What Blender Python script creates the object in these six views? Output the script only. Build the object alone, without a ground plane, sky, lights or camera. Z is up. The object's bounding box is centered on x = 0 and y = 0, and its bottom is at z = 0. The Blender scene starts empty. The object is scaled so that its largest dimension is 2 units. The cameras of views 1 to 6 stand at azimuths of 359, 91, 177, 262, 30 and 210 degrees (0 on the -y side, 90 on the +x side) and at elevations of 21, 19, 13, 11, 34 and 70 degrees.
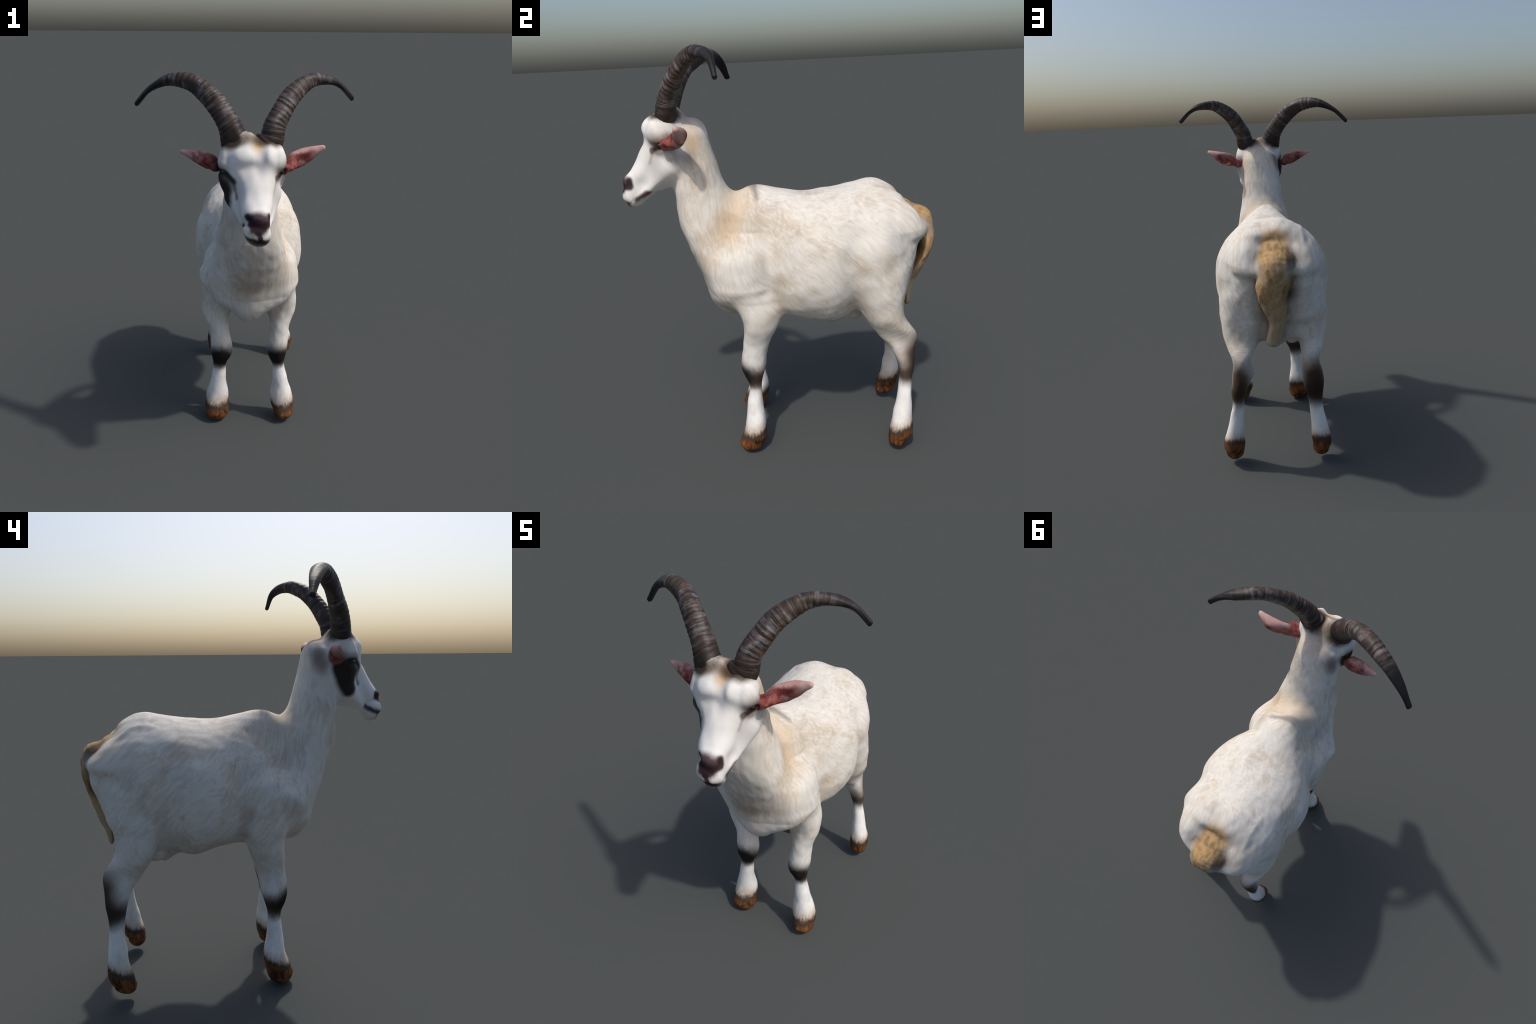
# A white billy goat with long ridged horns, built as one smooth body from
# elliptical lofts (spine points with side / front / back radii) that are blended
# together, meshed, relaxed onto the blended surface and separated into parts.
import bpy, math
import numpy as np
from concurrent.futures import ThreadPoolExecutor

VOX = 0.0052          # grid spacing of the body mesh (m)
SIDE = (1, 0, 0)

# ------------------------------------------------------------------ body plan
# every row: x, y, z of the spine, side radius, radius on the +v side, on the -v side
PLAN = {}
def plan(name, ref, blend, caps, rows, p=2.0, axis=None):
    # p: squareness of the sections; axis: direction that all sections face (else they follow the spine)
    PLAN[name] = dict(p=p, axis=axis, ref=np.array(ref, float), k=blend, c=np.array(caps, float), n=np.array(rows, float))

plan('torso', (1.0, 0.0, 0.0), 0, (0.117, 0.127), [
    (0.014, -0.268, 0.941, 0.107, 0.305, 0.243),
    (0.006, -0.146, 0.922, 0.112, 0.429, 0.262),
    (0.025, -0.001, 0.913, 0.241, 0.421, 0.216),
    (0.024, 0.098, 0.944, 0.300, 0.370, 0.258),
    (0.016, 0.228, 0.988, 0.317, 0.331, 0.336),
    (0.009, 0.351, 1.046, 0.279, 0.288, 0.340),
    (0.009, 0.476, 1.085, 0.284, 0.215, 0.211),
    (-0.008, 0.583, 1.123, 0.186, 0.055, 0.035)], p=2.15, axis=(0, 1, 0))
plan('neck', (1.0, 0.0, 0.0), 0.06, (0.079, 0.087), [
    (-0.060, -0.200, 0.908, 0.198, 0.107, 0.093),
    (0.051, -0.360, 1.118, 0.143, 0.095, 0.130),
    (0.027, -0.420, 1.358, 0.131, 0.080, 0.151),
    (0.025, -0.411, 1.490, 0.119, 0.055, 0.116),
    (0.020, -0.398, 1.596, 0.083, 0.044, 0.066)], p=2.3)
plan('head', (1.0, 0.05, 0.0), 0.05, (0.097, 0.050), [
    (0.033, -0.437, 1.580, 0.099, 0.128, 0.091),
    (0.033, -0.495, 1.544, 0.150, 0.106, 0.106),
    (0.040, -0.533, 1.530, 0.128, 0.103, 0.112),
    (0.052, -0.578, 1.497, 0.084, 0.132, 0.090),
    (0.052, -0.651, 1.428, 0.068, 0.107, 0.061),
    (0.065, -0.675, 1.384, 0.050, 0.053, 0.076),
    (0.056, -0.702, 1.352, 0.060, 0.034, 0.044)], p=2.15)
plan('jaw', (1.0, 0.05, 0.0), 0.04, (0.080, 0.049), [
    (0.038, -0.519, 1.467, 0.131, 0.083, 0.076),
    (0.052, -0.588, 1.400, 0.088, 0.031, 0.044),
    (0.062, -0.681, 1.327, 0.047, 0.036, 0.012)])
plan('browL', (0.0, -1.0, 0.0), 0.09, (0.042, 0.035), [
    (0.046, -0.520, 1.638, 0.037, 0.035, 0.055),
    (0.103, -0.537, 1.662, 0.072, 0.055, 0.052),
    (0.145, -0.524, 1.648, 0.058, 0.062, 0.040)], axis=(1, 0, 0))
plan('browR', (0.0, -1.0, 0.0), 0.09, (0.043, 0.038), [
    (0.028, -0.508, 1.644, 0.039, 0.047, 0.049),
    (-0.027, -0.528, 1.646, 0.063, 0.039, 0.059),
    (-0.080, -0.511, 1.634, 0.052, 0.023, 0.069)], axis=(-1, 0, 0))
plan('crown', (1.0, 0.0, 0.0), 0.05, (0.073, 0.029), [
    (0.020, -0.544, 1.669, 0.046, 0.044, 0.035),
    (0.029, -0.471, 1.683, 0.082, 0.050, 0.035)])
plan('foreL', (1.0, 0.0, 0.0), 0.05, (0.072, 0.048), [
    (0.132, -0.147, 0.837, 0.143, 0.164, 0.106),
    (0.198, -0.149, 0.714, 0.085, 0.121, 0.059),
    (0.196, -0.152, 0.597, 0.053, 0.065, 0.063),
    (0.183, -0.169, 0.466, 0.060, 0.057, 0.066),
    (0.192, -0.165, 0.364, 0.033, 0.026, 0.030),
    (0.204, -0.166, 0.267, 0.043, 0.035, 0.047),
    (0.218, -0.169, 0.127, 0.067, 0.048, 0.066),
    (0.227, -0.203, 0.057, 0.059, 0.065, 0.061)], axis=(0, 0, -1))
plan('hindL', (1.0, 0.0, 0.0), 0.05, (0.105, 0.051), [
    (0.144, 0.395, 1.045, 0.163, 0.208, 0.141),
    (0.191, 0.492, 0.751, 0.108, 0.082, 0.123),
    (0.205, 0.571, 0.624, 0.049, 0.063, 0.121),
    (0.197, 0.572, 0.544, 0.058, 0.061, 0.055),
    (0.223, 0.575, 0.457, 0.045, 0.051, 0.028),
    (0.236, 0.589, 0.340, 0.033, 0.024, 0.041),
    (0.266, 0.559, 0.129, 0.058, 0.060, 0.051),
    (0.264, 0.544, 0.072, 0.053, 0.051, 0.046)], axis=(0, 0, -1))
plan('earL', (0.0, 0.0, 1.0), 0.02, (0.042, 0.015), [
    (0.189, -0.464, 1.595, 0.022, 0.029, 0.065),
    (0.235, -0.441, 1.618, 0.041, 0.024, 0.023),
    (0.299, -0.420, 1.644, 0.032, 0.034, 0.027),
    (0.359, -0.427, 1.671, 0.013, 0.018, 0.008)])
plan('hornL', (0.0, -1.0, 0.0), 0.01, (0.030, 0.014), [
    (0.087, -0.506, 1.684, 0.052, 0.098, 0.071),
    (0.119, -0.497, 1.724, 0.047, 0.057, 0.058),
    (0.136, -0.477, 1.795, 0.044, 0.044, 0.054),
    (0.214, -0.413, 1.903, 0.034, 0.045, 0.042),
    (0.301, -0.338, 1.965, 0.027, 0.030, 0.036),
    (0.391, -0.280, 1.958, 0.030, 0.025, 0.017),
    (0.456, -0.248, 1.932, 0.016, 0.015, 0.012),
    (0.510, -0.233, 1.874, 0.010, 0.017, 0.008)])
plan('foreR', (1.0, 0.0, 0.0), 0.05, (0.073, 0.056), [
    (-0.095, -0.131, 1.010, 0.130, 0.177, 0.119),
    (-0.158, -0.168, 0.726, 0.081, 0.140, 0.043),
    (-0.147, -0.148, 0.585, 0.054, 0.072, 0.068),
    (-0.136, -0.173, 0.452, 0.062, 0.066, 0.057),
    (-0.146, -0.161, 0.368, 0.038, 0.033, 0.034),
    (-0.154, -0.165, 0.283, 0.041, 0.039, 0.036),
    (-0.166, -0.159, 0.152, 0.064, 0.051, 0.058),
    (-0.170, -0.195, 0.055, 0.069, 0.073, 0.063)], axis=(0, 0, -1))
plan('hindR', (1.0, 0.0, 0.0), 0.05, (0.088, 0.036), [
    (-0.161, 0.428, 0.999, 0.115, 0.162, 0.103),
    (-0.185, 0.474, 0.728, 0.076, 0.118, 0.069),
    (-0.170, 0.551, 0.617, 0.049, 0.097, 0.090),
    (-0.173, 0.609, 0.515, 0.058, 0.039, 0.079),
    (-0.188, 0.616, 0.364, 0.036, 0.018, 0.056),
    (-0.210, 0.598, 0.190, 0.049, 0.047, 0.051),
    (-0.221, 0.578, 0.118, 0.053, 0.066, 0.053),
    (-0.217, 0.550, 0.069, 0.046, 0.071, 0.037)], axis=(0, 0, -1))
plan('earR', (0.0, 0.0, 1.0), 0.02, (0.032, 0.009), [
    (-0.139, -0.460, 1.594, 0.024, 0.031, 0.031),
    (-0.160, -0.449, 1.610, 0.036, 0.039, 0.029),
    (-0.222, -0.435, 1.633, 0.029, 0.037, 0.030),
    (-0.292, -0.427, 1.653, 0.011, 0.013, 0.008)])
plan('hornR', (0.0, -1.0, 0.0), 0.01, (0.031, 0.024), [
    (-0.015, -0.513, 1.716, 0.049, 0.103, 0.037),
    (-0.073, -0.488, 1.797, 0.046, 0.054, 0.051),
    (-0.129, -0.450, 1.878, 0.039, 0.053, 0.046),
    (-0.181, -0.411, 1.940, 0.038, 0.060, 0.029),
    (-0.262, -0.365, 1.964, 0.038, 0.041, 0.036),
    (-0.351, -0.319, 1.963, 0.034, 0.028, 0.025),
    (-0.443, -0.281, 1.919, 0.026, 0.013, 0.014),
    (-0.505, -0.257, 1.854, 0.015, 0.008, 0.016)])
plan('breast', (1.0, 0.0, 0.0), 0.1, (0.150, 0.099), [
    (0.003, -0.348, 1.213, 0.145, 0.168, 0.128),
    (0.034, -0.317, 1.028, 0.191, 0.140, 0.096),
    (0.067, -0.245, 0.862, 0.171, 0.114, 0.112)], p=2.4, axis=(0, 0, -1))
plan('pelvis', (0.0, -1.0, 0.0), 0.12, (0.023, 0.059), [
    (-0.137, 0.482, 1.196, 0.075, 0.090, 0.060),
    (-0.032, 0.480, 1.263, 0.092, 0.071, 0.069),
    (0.098, 0.499, 1.282, 0.066, 0.033, 0.057)], axis=(1, 0, 0))
plan('haunchL', (1.0, 0.0, 0.0), 0.1, (0.105, 0.059), [
    (0.153, 0.544, 1.148, 0.089, 0.115, 0.047),
    (0.109, 0.541, 0.991, 0.099, 0.094, 0.081),
    (0.114, 0.518, 0.839, 0.073, 0.083, 0.094)], axis=(0, 0, -1))
plan('bladeL', (1.0, 0.0, 0.0), 0.12, (0.124, 0.047), [
    (0.105, -0.130, 1.164, 0.079, 0.064, 0.077),
    (0.187, -0.177, 1.056, 0.079, 0.106, 0.089),
    (0.215, -0.180, 0.910, 0.069, 0.104, 0.095)], axis=(0, 0, -1))
plan('haunchR', (1.0, 0.0, 0.0), 0.1, (0.072, 0.067), [
    (-0.099, 0.546, 1.149, 0.102, 0.103, 0.079),
    (-0.090, 0.576, 1.046, 0.112, 0.114, 0.090),
    (-0.092, 0.547, 0.872, 0.106, 0.084, 0.090)], axis=(0, 0, -1))
plan('bladeR', (1.0, 0.0, 0.0), 0.12, (0.065, 0.085), [
    (-0.102, -0.085, 1.097, 0.063, 0.078, 0.057),
    (-0.112, -0.158, 1.000, 0.057, 0.096, 0.094),
    (-0.125, -0.198, 0.876, 0.049, 0.099, 0.104)], axis=(0, 0, -1))
plan('tail', (1.0, 0.0, 0.0), 0.03, (0.063, 0.024), [
    (0.006, 0.614, 1.197, 0.079, 0.040, 0.044),
    (0.005, 0.661, 1.142, 0.089, 0.083, 0.039),
    (0.030, 0.698, 1.018, 0.080, 0.042, 0.018),
    (0.008, 0.624, 0.845, 0.043, 0.050, 0.008),
    (0.032, 0.622, 0.729, 0.036, 0.017, 0.008)])
plan('sheath', (1.0, 0.0, 0.0), 0.035, (0.040, 0.028), [
    (0.000, 0.315, 0.680, 0.045, 0.050, 0.035),
    (-0.012, 0.375, 0.655, 0.036, 0.040, 0.042)])
plan('groin', (0.0, -1.0, 0.0), 0.06, (0.053, 0.046), [
    (-0.095, 0.508, 0.777, 0.074, 0.060, 0.068),
    (0.023, 0.505, 0.768, 0.090, 0.080, 0.091),
    (0.130, 0.497, 0.792, 0.077, 0.059, 0.065)], axis=(1, 0, 0))
plan('flankL', (1.0, 0.0, 0.0), 0.06, (0.050, 0.044), [
    (0.185, 0.360, 0.860, 0.050, 0.060, 0.060),
    (0.129, 0.442, 0.711, 0.058, 0.048, 0.045)], axis=(0, 0, -1))
plan('flankR', (1.0, 0.0, 0.0), 0.06, (0.050, 0.060), [
    (-0.139, 0.358, 0.831, 0.049, 0.057, 0.060),
    (-0.083, 0.411, 0.701, 0.045, 0.058, 0.061)], axis=(0, 0, -1))

BLEND_ORDER = ['torso', 'pelvis', 'breast', 'bladeL', 'bladeR', 'haunchL', 'haunchR', 'groin', 'flankL', 'flankR', 'neck', 'head', 'jaw', 'browL', 'browR', 'crown', 'foreL', 'foreR', 'hindL', 'hindR', 'sheath', 'tail', 'earL', 'earR']
SUB = 4

def spline(n, sub=SUB):
    n = np.asarray(n, float); m = len(n)
    if m == 2:
        t = np.linspace(0, 1, sub + 1)[:, None]
        return n[0] * (1 - t) + n[1] * t
    p = np.vstack([2 * n[0] - n[1], n, 2 * n[-1] - n[-2]])
    p[0, 3:] = n[0, 3:]; p[-1, 3:] = n[-1, 3:]
    out = []
    for i in range(m - 1):
        a, b, c, d = p[i:i + 4]
        for t in np.arange(sub) / sub:
            out.append(.5 * (2 * b + (c - a) * t + (2 * a - 5 * b + 4 * c - d) * t * t + (3 * b - a - 3 * c + d) * t ** 3))
    out.append(n[-1])
    o = np.array(out); o[:, 3:] = np.maximum(o[:, 3:], .004)
    return o

def loft_distance(P, d, sub=SUB):
    """Approximate distance of points P from one loft: every stretch between two spine
    points owns the wedge between its mitre planes; frames and radii run on smoothly."""
    s = spline(d['n'], 10 if d['axis'] else sub)
    reach = max(s[:, 3:].max(), d['c'].max()) + .13
    lo = s[:, :3].min(0) - reach; hi = s[:, :3].max(0) + reach
    out = np.linalg.norm(np.maximum(np.maximum(lo - P, P - hi), 0), axis=1) + .13
    near = np.where(out <= 0.13001)[0]
    if not len(near):
        return out
    P = P[near]; C = s[:, :3]; R = s[:, 3:]; m = len(s) - 1
    T = np.empty_like(C); T[1:-1] = C[2:] - C[:-2]; T[0] = C[1] - C[0]; T[-1] = C[-1] - C[-2]
    T /= np.linalg.norm(T, axis=1)[:, None]
    if d['axis'] is not None:
        T = np.tile(np.array(d['axis'], float), (len(T), 1))
    else:
        for _ in range(6):
            T = np.vstack([T[:1], (T[:-2] + 2 * T[1:-1] + T[2:]) / 4, T[-1:]])
        T /= np.linalg.norm(T, axis=1)[:, None]
    U = d['ref'] - T * (T @ d['ref'])[:, None]; U /= np.linalg.norm(U, axis=1)[:, None]
    V = np.cross(U, T); p = d['p']
    best = np.full(len(P), 1e9)
    d0 = (P - C[0]) @ T[0]
    for i in range(m):
        d1 = (P - C[i + 1]) @ T[i + 1]
        ok = np.ones(len(P), bool)
        if i > 0: ok &= d0 >= 0
        if i < m - 1: ok &= d1 <= 0
        I = np.where(ok)[0]
        if len(I):
            a = d0[I]; b = -d1[I]
            h = np.clip(a / np.where(np.abs(a + b) < 1e-9, 1e-9, a + b), 0, 1)
            lt = np.zeros(len(I)); cap = np.full(len(I), .05)
            if i == 0:
                k = a < 0; h[k] = 0; lt[k] = a[k]; cap[k] = d['c'][0]
            if i == m - 1:
                k = b < 0; h[k] = 1; lt[k] = b[k]; cap[k] = d['c'][1]
            hh = h[:, None]; q = P[I] - (C[i] + (C[i + 1] - C[i]) * hh)
            lu = (q * (U[i] + (U[i + 1] - U[i]) * hh)).sum(1); lv = (q * (V[i] + (V[i + 1] - V[i]) * hh)).sum(1)
            r3 = R[i] + (R[i + 1] - R[i]) * hh
            rb = np.where(lv > 0, r3[:, 1], r3[:, 2])
            r = np.sqrt(lu * lu + lv * lv + lt * lt) + 1e-6
            if p == 2:
                e = (lu / r3[:, 0]) ** 2 + (lv / rb) ** 2
            else:
                e = (np.abs(lu / r3[:, 0]) ** p + np.abs(lv / rb) ** p) ** (2 / p)
            rho = np.sqrt(e + (lt / cap) ** 2) + 1e-6
            best[I] = np.minimum(best[I], r * (1 - 1 / np.maximum(rho, .02)))
        d0 = d1
    k = best > 1e8
    if k.any():
        best[k] = np.maximum(np.min([np.linalg.norm(P[k] - C[i], axis=1) - R[i].max() for i in range(0, m + 1, 2)], 0), .03)
    out[near] = best
    return out

def smooth_min(a, b, k):
    if k <= 0:
        return np.minimum(a, b)
    h = np.maximum(k - np.abs(a - b), 0) / k
    return np.minimum(a, b) - h * h * k * .25

# pedicles: the skin climbs a little way up each horn
for S in 'LR':
    h = PLAN['horn' + S]
    rows = spline(h['n'])[[0, 1, 2]].copy()
    rows[:, 3:] += np.array([.002, .0, -.006])[:, None]
    base = rows[0].copy(); base[:3] += (rows[0, :3] - rows[1, :3]) * 1.2
    plan('stub' + S, h['ref'], .022, (.02, .004), [base, rows[0], rows[1]])
BLEND_ORDER += ['stubL', 'stubR']

# ------------------------------------------------------- small sculpted relief
# (centre, spread, height): + adds, - digs
DABS = [
    ((.114, -.706, 1.400), (.011, .016, .009), -.003), ((.016, -.716, 1.414), (.011, .016, .009), -.003),   # nostrils
    ((.170, -.560, 1.612), (.03, .03, .014), .005), ((-.095, -.565, 1.612), (.03, .03, .014), .005),        # upper lids
    ((.172, -.545, 1.556), (.022, .03, .012), .005), ((-.098, -.552, 1.552), (.022, .03, .012), .005),      # lower lids
    ((-.022, -.684, 1.384), .022, .010),   # full right cheek by the mouth
]
# grooves and ridges that follow a line: (points, spread, height)
LINES = [
    ([(.121, -.618, 1.361), (.114, -.661, 1.338), (.099, -.707, 1.318), (.066, -.745, 1.320), (.010, -.722, 1.328), (.006, -.675, 1.349), (-.017, -.632, 1.380)], 0.0055, -.003),   # mouth
    ([(.064, -.760, 1.378), (.066, -.760, 1.330)], .004, -.004),   # lip cleft
    ([(.185, -.498, 1.590), (.170, -.545, 1.582), (.145, -.590, 1.574)], .007, -.009), ([(-.118, -.525, 1.585), (-.092, -.570, 1.587), (-.055, -.602, 1.555)], .007, -.009),   # eye slits

    ([(.228, -.262, .100), (.230, -.274, .050), (.230, -.250, .004), (.230, -.19, .002)], .006, -.009), ([(-.170, -.258, .100), (-.170, -.270, .050), (-.170, -.246, .004), (-.170, -.18, .002)], .006, -.009),   # fore hoof clefts
    ([(.265, .492, .100), (.265, .487, .060), (.264, .500, .012), (.264, .56, .010)], .006, -.009), ([(-.218, .512, .115), (-.218, .506, .070), (-.218, .520, .030), (-.217, .58, .02)], .006, -.009),   # hind hoof clefts
]

def relief(P):
    f = np.zeros(len(P))
    for c, s, a in DABS:
        s = np.array(s if hasattr(s, '__len__') else (s, s, s), float)
        q = (P - np.array(c)) / s
        r2 = (q * q).sum(1)
        f += a * np.exp(-.5 * np.minimum(r2, 60))
    for pts, s, a in LINES:
        p = np.array(pts, float); d2 = np.full(len(P), 1e9)
        near = np.where(((P > p.min(0) - 5 * s) & (P < p.max(0) + 5 * s)).all(1))[0]
        if not len(near):
            continue
        Q = P[near]; d2 = np.full(len(Q), 1e9)
        for A, B in zip(p[:-1], p[1:]):
            ab = B - A; t = np.clip((Q - A) @ ab / (ab @ ab), 0, 1)
            d2 = np.minimum(d2, ((Q - A - t[:, None] * ab) ** 2).sum(1))
        f[near] += a * np.exp(-.5 * d2 / s ** 2)
    return f

RNG = np.random.default_rng(7)
WAVES = []
for wl, amp in ((.20, .0006), (.10, .0004), (.05, .0002)):
    for _ in range(7):
        d = RNG.normal(size=3); d /= np.linalg.norm(d)
        WAVES.append((d * 2 * math.pi / wl, RNG.uniform(0, 6.28), amp))

def lumps(P):
    """Gentle unevenness of hide and coat."""
    f = np.zeros(len(P))
    for k, ph, a in WAVES:
        f += a * np.sin(P @ k + ph)
    return f

def tail_tufts(P):
    """Vertical locks of hair on the tail."""
    q = (P - np.array([.02, .69, .97])) / np.array([.13, .10, .27])
    w = np.exp(-.5 * np.minimum((q * q).sum(1) ** 2, 60))
    x, z = P[:, 0], P[:, 2]
    return w * .45 * (.0026 * np.sin(x * 190 + 9 * z + 1.3 * np.sin(z * 31)) + .0022 * np.sin(x * 90 - 23 * z + 2) + .0016 * np.sin(z * 85 + x * 60))

def part_fields(P):
    return {n: loft_distance(P, PLAN[n]) for n in BLEND_ORDER}

def body(P, fine=True):
    if len(P) > 60000:        # share the work between threads, in spatially coherent blocks
        with ThreadPoolExecutor(4) as pool:
            return np.concatenate(list(pool.map(lambda q: body_chunk(q, fine), np.array_split(P, len(P) // 30000))))
    return body_chunk(P, fine)

def body_chunk(P, fine):
    f = None
    for n in BLEND_ORDER:
        g = loft_distance(P, PLAN[n])
        f = g if f is None else smooth_min(f, g, PLAN[n]['k'])
    if fine:
        f = f - relief(P) - lumps(P) - tail_tufts(P)
    return f

# ------------------------------------------------------------- meshing the body
def mesh_body():
    import time; t0 = time.time()
    lo = np.array([1e9] * 3); hi = -lo
    for n in BLEND_ORDER:
        s = spline(PLAN[n]['n'])
        r = s[:, 3:].max(1)[:, None]
        lo = np.minimum(lo, (s[:, :3] - r).min(0)); hi = np.maximum(hi, (s[:, :3] + r).max(0))
    lo -= .04; hi += .04
    lo[2] = max(lo[2], -.05)
    F = 4; H = VOX * F
    nc = np.ceil((hi - lo) / H).astype(int) + 1
    cx = [lo[i] + np.arange(nc[i] + 1) * H for i in range(3)]
    C = np.stack(np.meshgrid(*cx, indexing='ij'), -1).reshape(-1, 3)
    fc = body(C, False).reshape(nc + 1)
    act = np.abs(fc) < 1.25 * H; neg = fc < 0
    a = np.zeros(nc, bool); some = a.copy(); every = ~a
    for dx in (0, 1):
        for dy in (0, 1):
            for dz in (0, 1):
                w = (slice(dx, dx + nc[0]), slice(dy, dy + nc[1]), slice(dz, dz + nc[2]))
                a |= act[w]; some |= neg[w]; every &= neg[w]
    a |= some & ~every
    V = np.repeat(np.repeat(np.repeat(fc[:-1, :-1, :-1], F, 0), F, 1), F, 2).astype(np.float32)
    sgn = np.where(V > 0, 1., -1.).astype(np.float32)
    A = np.repeat(np.repeat(np.repeat(a, F, 0), F, 1), F, 2)
    idx = np.argwhere(A)
    vals = body(lo + idx * VOX)
    V = sgn
    V[A] = vals
    print('grid', time.time() - t0, len(vals))
    # surface nets: one vertex in every cell the surface passes through
    n = np.array(V.shape)
    S = V < 0
    cnt = np.zeros(n - 1, np.int8)
    for dx in (0, 1):
        for dy in (0, 1):
            for dz in (0, 1):
                cnt += S[dx:n[0] - 1 + dx, dy:n[1] - 1 + dy, dz:n[2] - 1 + dz]
    mixed = (cnt > 0) & (cnt < 8)
    cells = np.argwhere(mixed)
    ids = np.full(n - 1, -1, np.int64); ids[mixed] = np.arange(len(cells))
    acc = np.zeros((len(cells), 3)); num = np.zeros(len(cells))
    corners = [np.array((i, j, k)) for i in (0, 1) for j in (0, 1) for k in (0, 1)]
    val = lambda c: V[tuple((cells + c).T)].astype(float)
    for ca in corners:
        for ax in range(3):
            if ca[ax]:
                continue
            cb = ca.copy(); cb[ax] = 1
            va, vb = val(ca), val(cb)
            x = (va < 0) != (vb < 0)
            t = np.where(x, va / np.where(x, va - vb, 1), 0)
            p = ca + t[:, None] * (cb - ca)
            acc += p * x[:, None]; num += x
    verts = lo + (cells + acc / num[:, None]) * VOX
    faces = []
    for ax in range(3):
        o1, o2 = [(1, 2), (2, 0), (0, 1)][ax]
        sl0 = [slice(1, -1)] * 3; sl0[ax] = slice(0, -1)
        sl1 = [slice(1, -1)] * 3; sl1[ax] = slice(1, None)
        s0, s1 = S[tuple(sl0)], S[tuple(sl1)]
        e = np.argwhere(s0 != s1); inside = s0[tuple(e.T)]
        e = e + 1; e[:, ax] -= 1
        def cell(d1, d2):
            q = e.copy(); q[:, o1] -= d1; q[:, o2] -= d2
            return ids[tuple(q.T)]
        f = np.stack([cell(1, 1), cell(0, 1), cell(0, 0), cell(1, 0)], 1)
        f[~inside] = f[~inside][:, ::-1]
        faces.append(f)
    faces = np.vstack(faces)
    faces = faces[(faces >= 0).all(1)]
    def grad(P, f, e=.0008):
        return np.stack([body(P + e * d) - f for d in np.eye(3)], 1) / e
    for k in range(2):
        f = body(verts)
        if k == 0:
            g = grad(verts, f)
        step = f[:, None] * g / np.maximum((g * g).sum(1), .3)[:, None]
        ln = np.linalg.norm(step, axis=1)[:, None]
        verts = verts - step * np.minimum(1, .6 * VOX / np.maximum(ln, 1e-9))
    # light smoothing, then normals of the whole unbroken surface
    edges = np.vstack([faces[:, [0, 1]], faces[:, [1, 2]], faces[:, [2, 3]], faces[:, [3, 0]]])
    def neighbours(x):
        s = np.zeros_like(x)
        for i in range(3):
            s[:, i] = np.bincount(edges[:, 0], x[edges[:, 1], i], len(x)) + np.bincount(edges[:, 1], x[edges[:, 0], i], len(x))
        return s / np.maximum(np.bincount(edges.ravel(), minlength=len(x)), 1)[:, None]
    for w in (.5, -.52, .5, -.52, .5, -.52):
        verts = verts + w * (neighbours(verts) - verts)
    q = verts[faces]
    fn = np.cross(q[:, 2] - q[:, 0], q[:, 3] - q[:, 1])
    normals = np.zeros_like(verts)
    for c in range(4):
        for i in range(3):
            normals[:, i] += np.bincount(faces[:, c], fn[:, i], len(verts))
    normals = normals + .7 * neighbours(normals)
    normals /= np.maximum(np.linalg.norm(normals, axis=1), 1e-12)[:, None]
    return verts, faces, normals

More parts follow.
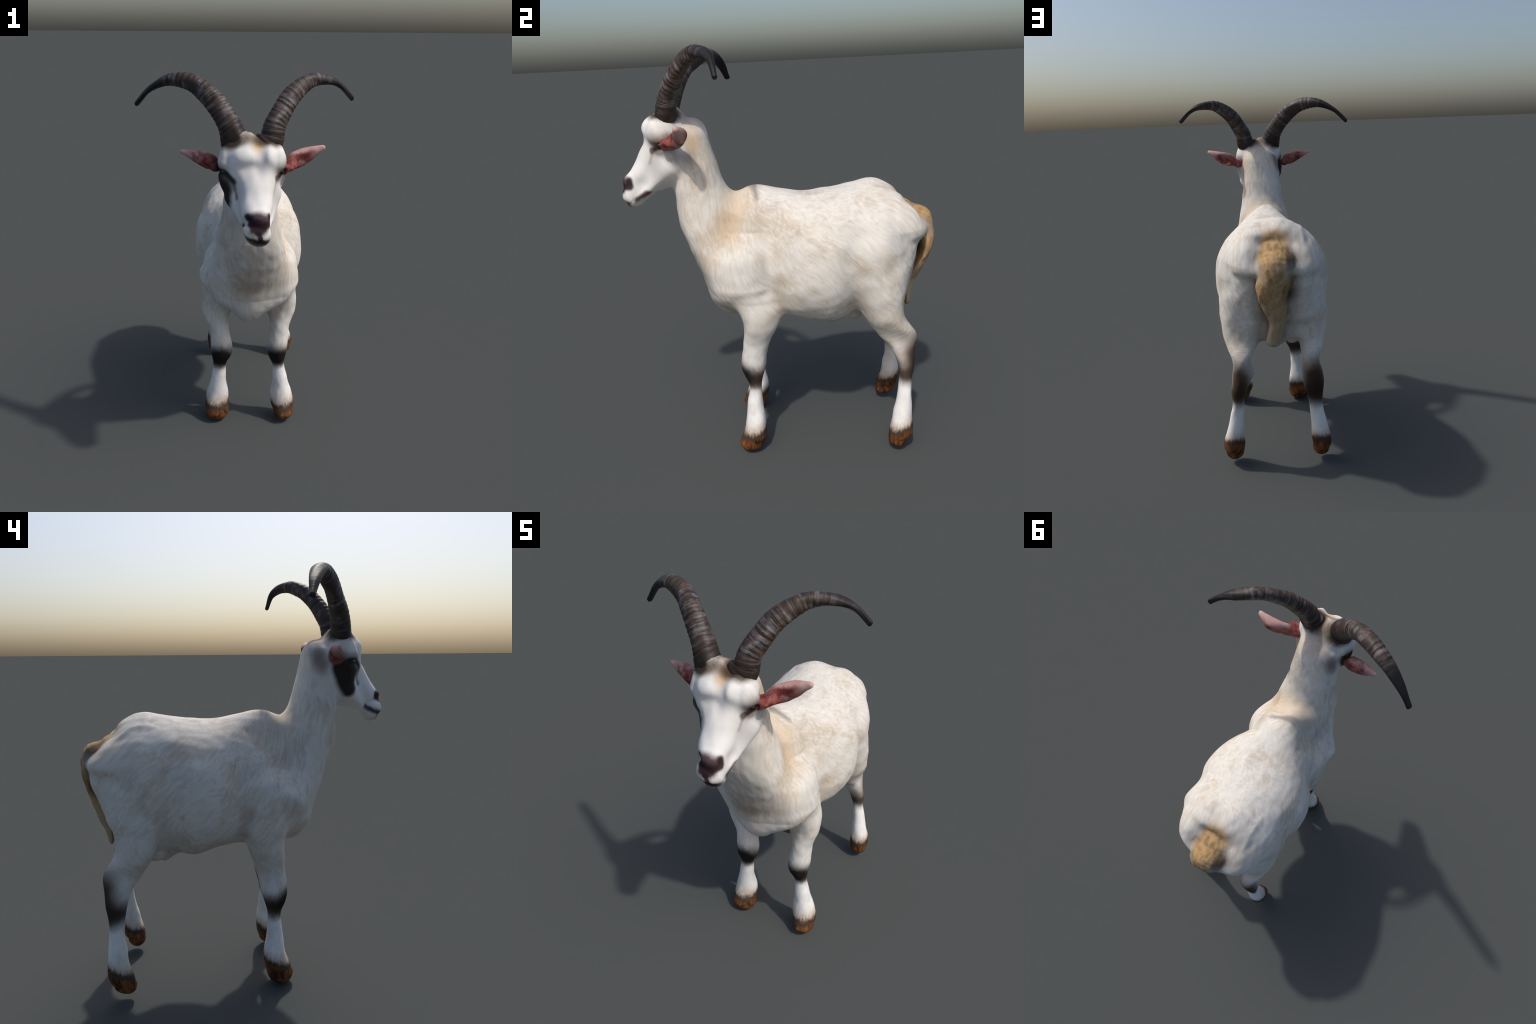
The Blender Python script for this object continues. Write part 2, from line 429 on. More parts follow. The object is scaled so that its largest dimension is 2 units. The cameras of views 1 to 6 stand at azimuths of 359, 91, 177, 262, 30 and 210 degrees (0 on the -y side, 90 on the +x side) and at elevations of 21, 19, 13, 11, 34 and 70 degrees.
# -------------------------------------------------------------------- materials
class Coat:
    """Small helper that strings procedural shader nodes together."""
    def __init__(self, name):
        self.m = bpy.data.materials.new(name); self.m.use_nodes = True
        self.t = self.m.node_tree; self.t.nodes.clear()
        self.out = self.new('ShaderNodeOutputMaterial')
        self.bsdf = self.new('ShaderNodeBsdfPrincipled')
        self.t.links.new(self.bsdf.outputs[0], self.out.inputs[0])
        self.tc = self.new('ShaderNodeTexCoord')
        self.P = self.tc.outputs['Object']
    def new(self, kind, **kw):
        n = self.t.nodes.new(kind)
        for k, v in kw.items():
            setattr(n, k, v)
        return n
    def link(self, src, dst):
        if hasattr(src, 'is_linked'):
            self.t.links.new(src, dst)
        else:
            dst.default_value = src
    def math(self, op, a, b=0.0, clamp=False):
        n = self.new('ShaderNodeMath', operation=op, use_clamp=clamp)
        self.link(a, n.inputs[0]); self.link(b, n.inputs[1])
        return n.outputs[0]
    def vmath(self, op, a, b=None, scale=None):
        n = self.new('ShaderNodeVectorMath', operation=op)
        self.link(a, n.inputs[0])
        if b is not None: self.link(b, n.inputs[1])
        if scale is not None: self.link(scale, n.inputs['Scale'])
        return n.outputs['Value'] if op in ('LENGTH', 'DOT_PRODUCT') else n.outputs[0]
    def mapping(self, v, loc=(0, 0, 0), rot=(0, 0, 0), scale=(1, 1, 1), kind='POINT'):
        n = self.new('ShaderNodeMapping', vector_type=kind)
        self.link(v, n.inputs['Vector'])
        n.inputs['Location'].default_value = loc
        n.inputs['Rotation'].default_value = [math.radians(r) for r in rot]
        n.inputs['Scale'].default_value = scale
        return n.outputs[0]
    def noise(self, v, scale=5, detail=3, rough=.5, colour=False, distortion=0):
        n = self.new('ShaderNodeTexNoise')
        self.link(v, n.inputs['Vector'])
        n.inputs['Scale'].default_value = scale; n.inputs['Detail'].default_value = detail
        n.inputs['Roughness'].default_value = rough; n.inputs['Distortion'].default_value = distortion
        return n.outputs['Color' if colour else 0]
    def ramp(self, x, lo, hi, a=0.0, b=1.0, smooth=True):
        n = self.new('ShaderNodeMapRange', interpolation_type='SMOOTHSTEP' if smooth else 'LINEAR')
        self.link(x, n.inputs[0])
        for i, v in enumerate((lo, hi, a, b)):
            self.link(v, n.inputs[i + 1])
        return n.outputs[0]
    def mix(self, fac, a, b, blend='MIX'):
        n = self.new('ShaderNodeMix', data_type='RGBA', blend_type=blend)
        self.link(fac, n.inputs[0])
        for v, s in ((a, n.inputs[6]), (b, n.inputs[7])):
            if hasattr(v, 'is_linked'): self.t.links.new(v, s)
            else: s.default_value = (*v, 1)
        return n.outputs[2]
    def spot(self, v, c, r, rot=(0, 0, 0), soft=.5):
        q = self.mapping(v, c, rot, r if hasattr(r, '__len__') else (r, r, r), 'TEXTURE')
        return self.ramp(self.vmath('LENGTH', q), 1 + soft, 1 - soft, 0, 1)
    def stroke(self, v, A, B, r, soft=.4):
        A, B = np.array(A), np.array(B); ab = B - A
        q = self.vmath('SUBTRACT', v, tuple(A))
        h = self.math('MULTIPLY', self.vmath('DOT_PRODUCT', q, tuple(ab)), 1 / float(ab @ ab), True)
        along = self.vmath('SCALE', tuple(ab), scale=h)
        d = self.vmath('LENGTH', self.vmath('SUBTRACT', q, along))
        return self.ramp(d, r * (1 + soft), r * (1 - soft), 0, 1)
    def finish(self, colour, rough=.8, spec=.25, bump=None, strength=.3, dist=.003, sheen=0):
        self.link(colour, self.bsdf.inputs['Base Color']) if hasattr(colour, 'is_linked') else None
        self.link(rough, self.bsdf.inputs['Roughness'])
        self.bsdf.inputs['Specular IOR Level'].default_value = spec
        if sheen:
            self.bsdf.inputs['Sheen Weight'].default_value = sheen
            self.bsdf.inputs['Sheen Roughness'].default_value = .5
        if bump is not None:
            b = self.new('ShaderNodeBump'); b.inputs['Strength'].default_value = strength; b.inputs['Distance'].default_value = dist
            self.t.links.new(bump, b.inputs['Height']); self.t.links.new(b.outputs[0], self.bsdf.inputs['Normal'])
        return self.m

WHITE = (.675, .64, .58); CREAM = (.58, .495, .39); FAWN = (.43, .34, .25); TAN = (.55, .355, .17); GOLD = (.44, .27, .12)
CLEAN = (.78, .765, .745); GREY = (.43, .41, .40); SOOT = (.010, .007, .006); UMBER = (.045, .024, .012); HOOF = (.185, .062, .017)
PINK = (.27, .078, .070); ROSE = (.11, .017, .016); PALE = (.52, .33, .30); NOSE = (.026, .011, .015)

def coat_base(M):
    """White hair: soft cream and grey clouds under fine strands; cleaner and whiter on the face and the lower legs."""
    drift = M.vmath('SUBTRACT', M.noise(M.P, 5, 2, colour=True), (.5, .5, .5))
    Pw = M.vmath('ADD', M.P, M.vmath('SCALE', drift, scale=.12))
    # the coat lies down on the legs and neck, and sweeps back and down over the barrel
    zz = M.vmath('DOT_PRODUCT', M.P, (0, 0, 1))
    turn = M.math('MULTIPLY', M.ramp(zz, .50, .80), M.ramp(M.vmath('DOT_PRODUCT', M.P, (0, 1, 0)), -.34, -.06))
    rot = M.new('ShaderNodeVectorRotate', rotation_type='X_AXIS')
    rot.inputs['Center'].default_value = (0, .1, 1.0)
    M.link(Pw, rot.inputs['Vector'])
    M.link(M.math('ADD', M.math('MULTIPLY', turn, -.72), -.10), rot.inputs['Angle'])
    lay = rot.outputs[0]
    strand = M.noise(M.mapping(lay, scale=(60, 60, 9)), 1, 4, .6)
    lock = M.noise(M.mapping(lay, scale=(20, 20, 4.5)), 1, 3, .55)
    cloud = M.noise(M.P, 4.6, 5, .55)
    cloud2 = M.noise(M.mapping(M.P, loc=(3, 1, 7)), 6.5, 4, .6)
    z = M.vmath('DOT_PRODUCT', M.P, (0, 0, 1))
    face = M.spot(M.P, (.04, -.60, 1.52), (.20, .20, .24), soft=.35)
    clean = M.math('MAXIMUM', M.ramp(z, .72, .45), face)
    dirt = M.math('SUBTRACT', 1.0, M.math('MULTIPLY', M.math('MAXIMUM', M.math('MULTIPLY', clean, .38), face), .80))
    c = M.mix(clean, WHITE, CLEAN)
    c = M.mix(M.math('MULTIPLY', M.math('MULTIPLY', M.ramp(cloud, .43, .66), .75), dirt), c, CREAM)
    c = M.mix(M.math('MULTIPLY', M.math('MULTIPLY', M.ramp(cloud2, .52, .74), .50), dirt), c, GREY)
    tuft = M.math('ADD', lock, M.math('MULTIPLY', cloud, .35))
    c = M.mix(M.math('MULTIPLY', M.math('MULTIPLY', M.ramp(tuft, .64, .92), .38), dirt), c, FAWN)
    c = M.mix(M.math('MULTIPLY', M.math('MULTIPLY', M.ramp(strand, .50, .74), .32), dirt), c, FAWN)
    c = M.mix(M.math('MULTIPLY', M.ramp(M.math('SUBTRACT', strand, M.math('MULTIPLY', cloud2, .2)), .42, .26), .35), c, CLEAN)
    # coordinates for markings: edges made ragged by the hair
    jag = M.vmath('SUBTRACT', M.noise(M.mapping(lay, scale=(120, 120, 22)), 1, 2, colour=True), (.5, .5, .5))
    blur = M.vmath('SUBTRACT', M.noise(M.P, 18, 3, colour=True), (.5, .5, .5))
    keep = M.math('SUBTRACT', 1.0, M.math('MULTIPLY', face, .65))
    wob = M.vmath('ADD', M.vmath('SCALE', jag, scale=.014), M.vmath('SCALE', blur, scale=.026))
    M.Q = M.vmath('ADD', M.P, M.vmath('SCALE', wob, scale=keep))
    M.strand, M.lock, M.cloud = strand, lock, cloud
    M.bump = M.math('ADD', M.math('MULTIPLY', strand, .6), M.math('MULTIPLY', lock, .8))
    return c

def mark(M, c, spots):
    for s in spots:
        if isinstance(s[0], list):           # a stroke along a line of points
            pts, r, colour, strength, soft = s
            f = None
            for A, B in zip(pts[:-1], pts[1:]):
                g = M.stroke(M.Q, A, B, r, soft)
                f = g if f is None else M.math('MAXIMUM', f, g)
        else:                                # an oval spot
            centre, r, rot, colour, strength, soft = s
            f = M.spot(M.Q, centre, r, rot, soft)
        c = M.mix(M.math('MULTIPLY', f, strength), c, colour)
    return c

# ---- markings and painted shade: centre, radii, turn, colour, strength, softness
WITHERS = [((.15, -.25, 1.20), (.07, .06, .13), (-20, 0, 0), TAN, .50, .9),
           ((.04, -.22, 1.32), (.13, .07, .05), (0, 0, 0), TAN, .38, .9),
           ((-.06, -.21, 1.30), (.10, .06, .06), (0, 0, 0), CREAM, .6, .9)]
NAPE = [((.125, -.392, 1.590), (.05, .03, .055), (12, 0, 0), TAN, .60, .8),
        ((.148, -.415, 1.520), (.035, .03, .035), (0, 0, 0), UMBER, .45, .8),
        ((.174, -.470, 1.530), (.03, .035, .035), (0, 0, 0), UMBER, .45, .9),  # brown shadow painted behind the left cheek
        ((-.066, -.385, 1.615), (.045, .03, .035), (0, 0, 0), UMBER, .60, .9),
        ((-.078, -.400, 1.565), (.030, .03, .045), (-15, 0, 0), (.14, .08, .055), .6, .9),
        ((.02, -.385, 1.69), (.085, .07, .035), (0, 0, 0), (.36, .29, .25), .65, .9)]
CHEST_SHADE = [((.05, -.45, 1.02), (.10, .09, .15), (20, 0, 0), (.22, .16, .105), .45, .98), ((.06, -.46, .96), (.08, .08, .07), (0, 0, 0), (.17, .12, .075), .45, .98)]  # shadow of head and neck on the breast, tinted brown into the hide
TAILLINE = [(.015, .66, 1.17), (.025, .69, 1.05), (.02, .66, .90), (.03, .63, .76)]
ELBOW_SHADE = [([(.235, -.030, .93), (.225, -.012, .80)], .035, (.24, .165, .10), .45, .9), ([(-.20, -.030, .90), (-.19, -.012, .79)], .035, (.24, .165, .10), .45, .9)]  # armpit occlusion drawn as soft brown strokes behind each elbow
RUMP = [(TAILLINE, .105, (.17, .105, .06), .62, .60),  # first stroke: contact shade around tail and inner thighs, baked as brown
        ([(-.055, .66, 1.17), (-.05, .67, 1.02)], .050, (.06, .032, .016), .80, .75),  # tail's dark side shadow on the right buttock, coloured in
        ([(.01, .575, 1.262), (.015, .64, 1.215)], .068, GOLD, .85, .60),
        ([(.04, .60, 1.245), (.05, .65, 1.18)], .030, (.20, .11, .05), .6, .8)]
SLIT = (.014, .008, .006); PLUM = (.045, .020, .027); BLUSH = (.46, .21, .17)
FACE = [
    # dark horn roots, the tan crest between them
    ((.062, -.555, 1.705), (.030, .05, .045), (0, 0, 0), TAN, .80, .7),
    ((.035, -.49, 1.725), (.05, .09, .035), (0, 0, 0), (.25, .17, .11), .85, .7),
    ((-.046, -.508, 1.722), (.077, .080, .052), (0, 0, 0), UMBER, .97, .28),
    ((.104, -.502, 1.722), (.076, .080, .050), (0, 0, 0), UMBER, .97, .28),
    # left eye: closed dark slit, pink lower lid, faint tear line
    ((.172, -.530, 1.594), (.040, .065, .038), (0, 0, 0), (.12, .07, .045), .88, .8),
    ([(.186, -.520, 1.562), (.160, -.556, 1.552)], .012, BLUSH, .45, .9),
    ([(.188, -.500, 1.586), (.167, -.536, 1.580), (.142, -.572, 1.562)], .014, SLIT, .97, .7),
    ([(.142, -.572, 1.560), (.146, -.580, 1.535), (.138, -.590, 1.505)], .009, (.20, .13, .11), .7, .8),
    ((.150, -.560, 1.475), (.04, .045, .04), (0, 0, 0), GREY, .6, .9),
    # right eye and the black cheek blaze
    ([(-.112, -.490, 1.555), (-.098, -.512, 1.505), (-.074, -.538, 1.458)], .043, SOOT, .98, .35),
    ((-.105, -.540, 1.575), (.04, .060, .042), (0, 0, 0), UMBER, .85, .7),
    ([(-.118, -.525, 1.585), (-.092, -.570, 1.587), (-.052, -.602, 1.553)], .016, SLIT, .96, .7),
    ([(-.054, -.600, 1.553), (-.046, -.592, 1.510), (-.036, -.598, 1.478)], .010, UMBER, .75, .9),
    ((-.080, -.565, 1.525), (.030, .03, .050), (25, 0, 0), (.030, .025, .020), .90, .7),
    ((-.085, -.575, 1.640), (.025, .02, .030), (0, 0, 0), GREY, .5, .9),
    ([(-.108, -.535, 1.560), (-.088, -.560, 1.500)], .028, (.020, .015, .012), .92, .6),
    # nose pad, nostrils, philtrum
    ((.058, -.733, 1.408), (.066, .056, .036), (20, 0, 0), PLUM, .97, .32),
    ((.062, -.750, 1.376), (.048, .034, .026), (0, 0, 0), NOSE, .95, .4),
    ([(.010, -.708, 1.420), (.034, -.732, 1.398), (.062, -.745, 1.376)], .018, NOSE, .97, .5),
    ([(.104, -.700, 1.420), (.112, -.700, 1.395), (.088, -.730, 1.392), (.064, -.745, 1.376)], .018, NOSE, .97, .5),
    ([(.063, -.748, 1.385), (.066, -.748, 1.325)], .010, NOSE, .95, .5),
    # lips
    ((.063, -.730, 1.312), (.046, .032, .016), (0, 0, 0), NOSE, .85, .6),
    ([(.123, -.615, 1.362), (.114, -.661, 1.336), (.097, -.708, 1.313), (.068, -.742, 1.320), (.034, -.740, 1.325), (.005, -.718, 1.331), (-.001, -.669, 1.351), (-.006, -.650, 1.364)], .0135, NOSE, .93, .7),
    ((.122, -.612, 1.364), (.015, .02, .012), (0, 0, 0), (.26, .09, .05), .6, .8),
]
EARROOT = [((.190, -.478, 1.602), (.040, .040, .035), (0, 0, 0), ROSE, .75, .7), ((-.125, -.465, 1.605), (.035, .040, .04), (0, 0, 0), UMBER, .75, .8)]

TAILROOT = [(.01, .60, 1.250), (.015, .66, 1.195), (.02, .70, 1.10)]
def tail_hair(M, c, own):
    n = M.noise(M.mapping(M.P, scale=(22, 22, 12)), 1, 4, .6)
    tail = M.mix(M.ramp(n, .30, .62), (.24, .145, .065), GOLD)
    tail = M.mix(M.math('MULTIPLY', M.ramp(M.strand, .40, .66), .55), tail, (.50, .37, .22))
    z = M.vmath('DOT_PRODUCT', M.Q, (0, 0, 1))
    tail = M.mix(M.math('MULTIPLY', M.ramp(z, 1.05, .80), .75), tail, (.40, .315, .215))
    tail = M.mix(M.math('MULTIPLY', M.ramp(n, .40, .26), .5), tail, (.11, .06, .03))
    f = M.stroke(M.Q, TAILROOT[0], TAILROOT[1], .070, .38)
    f = M.math('MAXIMUM', f, M.stroke(M.Q, TAILROOT[1], TAILROOT[2], .076, .32))
    if own:
        f = M.math('MAXIMUM', f, M.ramp(z, 1.13, 1.06))
    return M.mix(f, c, tail)

# torso
M = Coat('hide_torso'); c = coat_base(M)
c = tail_hair(M, mark(M, c, WITHERS + CHEST_SHADE + ELBOW_SHADE + RUMP), False)
coat_torso = M.finish(c, .85, .15, M.bump, .12, .004)
# neck
M = Coat('hide_neck'); c = coat_base(M)
c = mark(M, c, WITHERS + NAPE + CHEST_SHADE)
coat_neck = M.finish(c, .85, .15, M.bump, .12, .004)
# head
M = Coat('hide_head'); c = coat_base(M)
c = mark(M, c, NAPE + EARROOT + FACE)
coat_head = M.finish(c, .75, .2, M.bump, .06, .003)
# ears
M = Coat('hide_ear'); c = coat_base(M)
n = M.noise(M.P, 26, 4, .6)
skin = M.mix(M.ramp(n, .40, .62), ROSE, PINK)
skin = M.mix(M.math('MULTIPLY', M.ramp(M.noise(M.P, 16, 3), .52, .72), .7), skin, PALE)
out = M.math('ABSOLUTE', M.math('SUBTRACT', M.vmath('DOT_PRODUCT', M.Q, (1, 0, 0)), .035))
skin = M.mix(M.ramp(out, .255, .335), skin, PALE)
skin = M.mix(M.math('MULTIPLY', M.ramp(out, .165, .125), .6), skin, ROSE)
rim = M.vmath('DOT_PRODUCT', M.Q, (0, 0, 1))
coat_ear_rim = M.math('SUBTRACT', rim, M.math('MULTIPLY', out, .22))
skin = M.mix(M.math('MULTIPLY', M.ramp(coat_ear_rim, 1.594, 1.612), .75), skin, PALE)
skin = mark(M, skin, EARROOT[1:])
coat_ear = M.finish(skin, .6, .3, M.bump, .06, .003)
# tail
M = Coat('hide_tail'); c = coat_base(M)
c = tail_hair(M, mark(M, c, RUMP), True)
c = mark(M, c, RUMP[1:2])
coat_tail = M.finish(c, .85, .15, M.bump, .5, .008)

def leg_coat(name, marks, line, slope, back):
    M = Coat(name); c = coat_base(M)
    if 'hind' in name:
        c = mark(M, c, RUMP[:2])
    c = mark(M, c, ELBOW_SHADE + marks)
    z = M.vmath('DOT_PRODUCT', M.Q, (0, 0, 1)); y = M.vmath('DOT_PRODUCT', M.Q, (0, 1, 0))
    hair = M.noise(M.mapping(M.P, scale=(95, 95, 14)), 1, 2)
    h = M.math('SUBTRACT', z, M.math('MULTIPLY', M.math('SUBTRACT', y, back), slope))
    h = M.math('ADD', h, M.math('MULTIPLY', M.math('SUBTRACT', hair, .5), .032))
    c = M.mix(M.math('MULTIPLY', M.ramp(h, line + .060, line), .60), c, (.33, .21, .115))
    c = M.mix(M.math('MULTIPLY', M.ramp(h, line + .022, line - .012), .95), c, (.035, .017, .008))
    n = M.noise(M.mapping(M.P, scale=(24, 24, 16)), 1, 4, .65)
    n2 = M.noise(M.mapping(M.P, scale=(60, 60, 16), loc=(5, 2, 1)), 1, 3, .6)
    horny = M.mix(M.ramp(n, .38, .60), (.040, .015, .007), HOOF)
    horny = M.mix(M.math('MULTIPLY', M.ramp(n2, .50, .66), .55), horny, (.28, .12, .045))
    horny = M.mix(M.math('MULTIPLY', M.ramp(n2, .44, .34), .6), horny, (.018, .008, .005))
    c = M.mix(M.ramp(h, line - .010, line - .045), c, horny)
    return M.finish(c, M.ramp(h, line, line - .03, .85, .5), .2, M.bump, .10, .004)

FORE_MARKS = [((.190, -.215, .465), (.07, .05, .05), (0, 0, 0), (.10, .085, .075), .55, .95), ((-.140, -.215, .460), (.07, .05, .05), (0, 0, 0), (.10, .085, .075), .55, .95),
              ((.193, -.150, .416), (.085, .070, .062), (0, 0, 0), (.13, .075, .038), .9, .65), ((-.142, -.150, .410), (.085, .070, .064), (0, 0, 0), (.09, .05, .026), .94, .6),
              ((.193, -.160, .408), (.075, .060, .045), (0, 0, 0), (.05, .026, .013), .8, .6), ((-.142, -.160, .402), (.08, .060, .050), (0, 0, 0), (.03, .016, .008), .9, .6),
              ((.188, -.212, .428), (.085, .064, .072), (-10, 0, 0), SOOT, .985, .45), ((-.140, -.212, .422), (.085, .068, .075), (-10, 0, 0), SOOT, .985, .45)]
HIND_MARKS = [((.230, .640, .510), (.080, .080, .120), (4, 0, 0), (.095, .052, .026), .95, .65), ((-.185, .650, .510), (.085, .082, .128), (4, 0, 0), (.09, .05, .024), .96, .62),
              ((.234, .590, .430), (.085, .095, .056), (0, 0, 0), (.050, .026, .012), .95, .65), ((-.186, .610, .430), (.10, .10, .060), (0, 0, 0), (.035, .018, .009), .96, .6),
              ((.235, .650, .490), (.070, .055, .085), (0, 0, 0), (.026, .013, .007), .85, .85), ((-.185, .665, .495), (.075, .06, .09), (0, 0, 0), (.022, .011, .007), .86, .85)]
coat_foreleg = leg_coat('hide_foreleg', FORE_MARKS, .120, .30, -.20)
coat_hindleg = leg_coat('hide_hindleg', HIND_MARKS, .144, .35, .55)

# horn
M = Coat('horn_sheath')
uv = M.tc.outputs['UV']
sep = M.new('ShaderNodeSeparateXYZ'); M.link(uv, sep.inputs[0]); V = sep.outputs[1]
tilt = M.noise(M.P, 18, 3)
s = M.math('ADD', V, M.math('MULTIPLY', tilt, .028))
band = M.new('ShaderNodeCombineXYZ'); M.link(s, band.inputs[2])
b1 = M.noise(M.mapping(band.outputs[0], scale=(1, 1, 52)), 1, 3, .6)
b2 = M.noise(M.mapping(band.outputs[0], scale=(1, 1, 150), loc=(4, 0, 0)), 1, 2)
patch = M.noise(M.P, 30, 4, .6)
c = M.mix(M.ramp(b1, .36, .66), (.016, .012, .010), (.064, .049, .043))
c = M.mix(M.math('MULTIPLY', M.ramp(patch, .42, .64), .75), c, (.070, .037, .022))
c = M.mix(M.math('MULTIPLY', M.ramp(M.math('ADD', b1, M.noise(M.P, 19, 4, .6)), .97, 1.25), .75), c, (.18, .165, .175))
c = M.mix(M.ramp(V, .20, .07), c, (.022, .014, .010))
c = M.mix(M.ramp(V, .46, .62), c, (.010, .008, .007))
horn_mat = M.finish(c, .55, .35, M.math('ADD', b1, M.math('MULTIPLY', b2, .5)), .35, .004)
# eye
M = Coat('eye_gloss')
M.bsdf.inputs['Base Color'].default_value = (.012, .007, .005, 1)
n = M.noise(M.P, 60, 2)
eye_mat = M.finish(M.mix(n, (.008, .005, .004), (.03, .016, .008)), .15, .5)

# --------------------------------------------------------------------- assembly
def new_object(name, mesh, parent):
    o = bpy.data.objects.new(name, mesh); bpy.context.scene.collection.objects.link(o)
    o.parent = parent
    return o

goat = bpy.data.objects.new('goat', None); bpy.context.scene.collection.objects.link(goat)
goat.empty_display_size = .2
goat['label'] = 'white long-horned billy goat with black knees and tan tail, standing'
goat['category'] = 'goat'

verts, faces, normals = mesh_body()
print('body', len(verts), len(faces))
centre = verts[faces].mean(1)
pf = part_fields(centre)
# region of every face: the loft it lies nearest to
GROUPS = [('torso', ['torso', 'pelvis', 'breast', 'bladeL', 'bladeR', 'haunchL', 'haunchR', 'groin', 'flankL', 'flankR', 'sheath']), ('neck', ['neck']), ('head', ['head', 'jaw', 'browL', 'browR', 'crown', 'stubL', 'stubR']), ('tail', ['tail']),
          ('ear', ['earL']), ('ear', ['earR']), ('foreleg', ['foreL']), ('foreleg', ['foreR']), ('hindleg', ['hindL']), ('hindleg', ['hindR'])]
D = np.stack([np.min([pf[n] for n in names], 0) for _, names in GROUPS], 1)
region = D.argmin(1)
# hooves: the lowest stretch of each leg
HOOF_TOP = {6: (.108, .25, -.19), 7: (.108, .25, -.19), 8: (.135, .25, .55), 9: (.135, .25, .55)}
hoof_of = np.full(len(faces), -1)
for g, (a, b, c) in HOOF_TOP.items():
    hoof_of[(region == g) & (centre[:, 2] < a + b * (centre[:, 1] - c))] = g

def piece(name, mask, parent, material):
    f = faces[mask]
    used, inv = np.unique(f, return_inverse=True)
    me = bpy.data.meshes.new(name)
    me.from_pydata(verts[used].tolist(), [], inv.reshape(-1, 4).tolist())
    me.polygons.foreach_set('use_smooth', np.ones(len(f), bool))
    me.update()
    me.normals_split_custom_set_from_vertices(normals[used].tolist())
    me.materials.append(material)
    return new_object(name, me, parent)

MATS = dict(torso=coat_torso, neck=coat_neck, head=coat_head, tail=coat_tail, ear=coat_ear, foreleg=coat_foreleg, hindleg=coat_hindleg)
head = None
for g, (name, _) in enumerate(GROUPS):
    parent = goat if name not in ('ear',) else head
    o = piece(name, (region == g) & (hoof_of < 0), parent, MATS[name])
    if name == 'head':
        head = o
    if g in HOOF_TOP:
        piece('hoof', hoof_of == g, o, coat_foreleg if name == 'foreleg' else coat_hindleg)

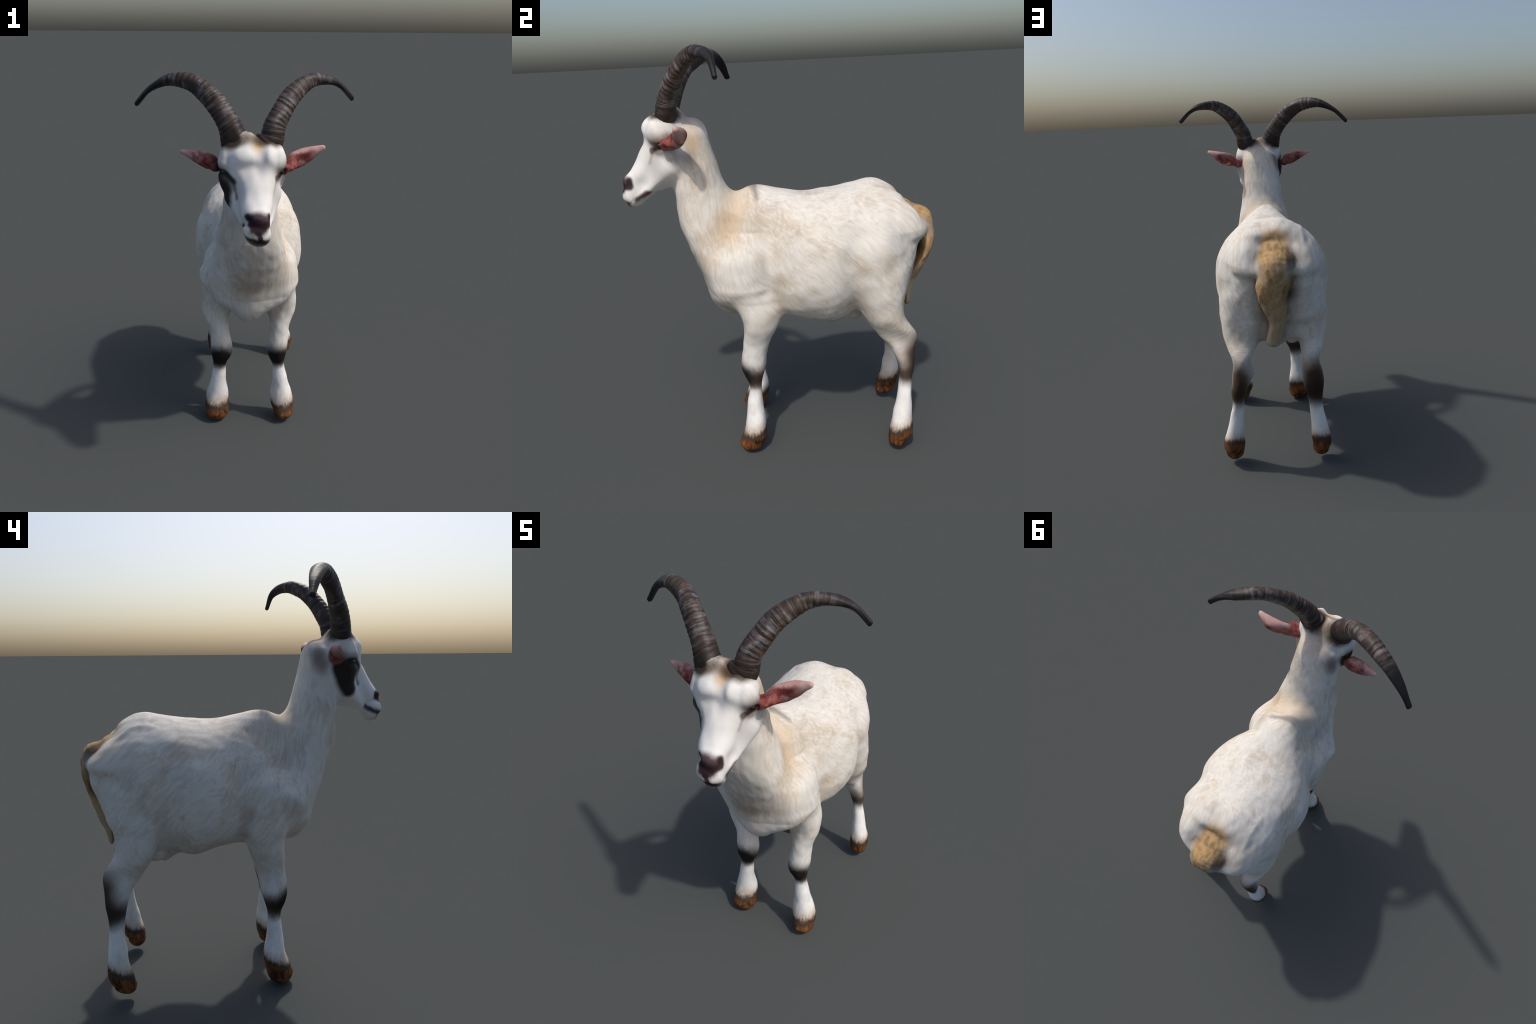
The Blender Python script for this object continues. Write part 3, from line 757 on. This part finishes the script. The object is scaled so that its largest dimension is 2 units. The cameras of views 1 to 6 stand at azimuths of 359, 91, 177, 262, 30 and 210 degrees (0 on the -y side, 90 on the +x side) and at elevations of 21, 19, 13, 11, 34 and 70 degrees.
# horns: ringed sweeps
def horn(side, seed):
    d = PLAN['horn' + side]
    rng = np.random.default_rng(seed)
    n = d['n'].copy()
    s = spline(n, 30)
    first = s[0].copy(); step = s[1, :3] - s[0, :3]; step /= np.linalg.norm(step)
    lead = np.array([np.r_[first[:3] - step * x, first[3:] * np.array([.97, .97, .97])] for x in (.05, .035, .02, .01)])
    tip = s[-1].copy(); run = s[-1, :3] - s[-2, :3]
    tip[:3] += run / np.linalg.norm(run) * d['c'][1]
    s = np.vstack([lead, s, tip])
    seg = np.r_[0, np.cumsum(np.linalg.norm(np.diff(s[:, :3], axis=0), axis=1))]
    rings = 300
    u = np.linspace(0, seg[-1], rings)
    s = np.stack([np.interp(u, seg, s[:, i]) for i in range(6)], 1)
    low = int(np.searchsorted(u, .09))          # no flare at the root
    s[:low, 3:] = np.minimum(s[:low, 3:], s[low, 3:] * 1.04)
    for _ in range(10):
        s[1:-1] = (s[:-2] + 2 * s[1:-1] + s[2:]) / 4
    # growth rings: irregular spacing, strongest on the front of the horn
    edge = [.05]
    while edge[-1] < u[-1] - .12:
        edge.append(edge[-1] + rng.uniform(.016, .034))
    around = 56
    ang = np.arange(around) / around * 2 * math.pi
    pts = []; uv = []
    L = u[-1]
    for i in range(rings):
        t = s[min(i + 1, rings - 1), :3] - s[max(i - 1, 0), :3]; t /= np.linalg.norm(t)
        a = d['ref'] - t * (d['ref'] @ t); a /= np.linalg.norm(a); b = np.cross(a, t)
        ca, sa = np.cos(ang), np.sin(ang)
        R = s[i, 3:]
        rb = np.where(sa > 0, R[1], R[2])
        k = np.searchsorted(edge, u[i] + .004 * ca) # rings tilt a little
        k = np.clip(k, 1, len(edge) - 1)
        e = np.array(edge); w = np.clip((u[i] + .004 * ca - e[k - 1]) / (e[k] - e[k - 1]), 0, 1)
        ridge = .5 - np.cos(2 * math.pi * w ** 1.35) * .5 + .18 * np.sin(6 * math.pi * w) - .4
        fade = np.clip((u[i] - .06) / .05, 0, 1) * np.clip((edge[-1] - u[i]) / .22, 0, 1)
        amp = .0022 * fade * (.45 + .55 * np.clip(.4 + ca, 0, 1))
        rr = amp * ridge + .0006 * np.sin(ang * 5 + u[i] * 40)
        end = (L - u[i]) / .014
        cap = math.sqrt(max(0, 1 - (1 - end) ** 2)) if end < 1 else 1
        pts.append(s[i, :3] + np.outer(ca * (R[0] + rr) * cap, a) + np.outer(sa * (rb + rr) * cap, b))
        uv.append(u[i])
    P = np.vstack(pts + [s[-1:, :3]])
    F = []
    for i in range(rings - 1):
        for j in range(around):
            k = (j + 1) % around
            F.append((i * around + j, i * around + k, (i + 1) * around + k, (i + 1) * around + j))
    F += [((rings - 1) * around + j, (rings - 1) * around + (j + 1) % around, rings * around) for j in range(around)]
    me = bpy.data.meshes.new('horn'); me.from_pydata(P.tolist(), [], F)
    import bmesh
    bm = bmesh.new(); bm.from_mesh(me); bmesh.ops.recalc_face_normals(bm, faces=bm.faces); bm.to_mesh(me); bm.free()
    me.polygons.foreach_set('use_smooth', np.ones(len(me.polygons), bool))
    lay = me.uv_layers.new(name='growth')          # x: round the horn, y: metres from the base
    for poly in me.polygons:
        js = [(me.loops[li].vertex_index % around) for li in poly.loop_indices]
        wrap = max(js) - min(js) > 2
        for li, j in zip(poly.loop_indices, js):
            i = me.loops[li].vertex_index // around
            jj = j + around if wrap and j < 2 else j
            lay.data[li].uv = (jj / around, u[min(i, rings - 1)])
    me.materials.append(horn_mat)
    return new_object('horn', me, head)
horn('L', 3); horn('R', 11)

# eyes: dark balls set in the slits below the brows
EYES = [((.164, -.532, 1.584), .016, (.85, -.5, .05)), ((-.090, -.550, 1.585), .016, (-.8, -.6, .05))]
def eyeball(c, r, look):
    import bmesh
    from mathutils import Matrix, Vector
    me = bpy.data.meshes.new('eye'); bm = bmesh.new()
    bmesh.ops.create_uvsphere(bm, u_segments=32, v_segments=20, radius=r)
    q = Vector(look).to_track_quat('Z', 'Y')
    bmesh.ops.transform(bm, matrix=Matrix.Translation(c) @ q.to_matrix().to_4x4() @ Matrix.Diagonal((1, 1, .8, 1)), verts=bm.verts)
    bm.to_mesh(me); bm.free()
    me.polygons.foreach_set('use_smooth', np.ones(len(me.polygons), bool))
    me.materials.append(eye_mat)
    return new_object('eye', me, head)
for c, r, look in EYES:
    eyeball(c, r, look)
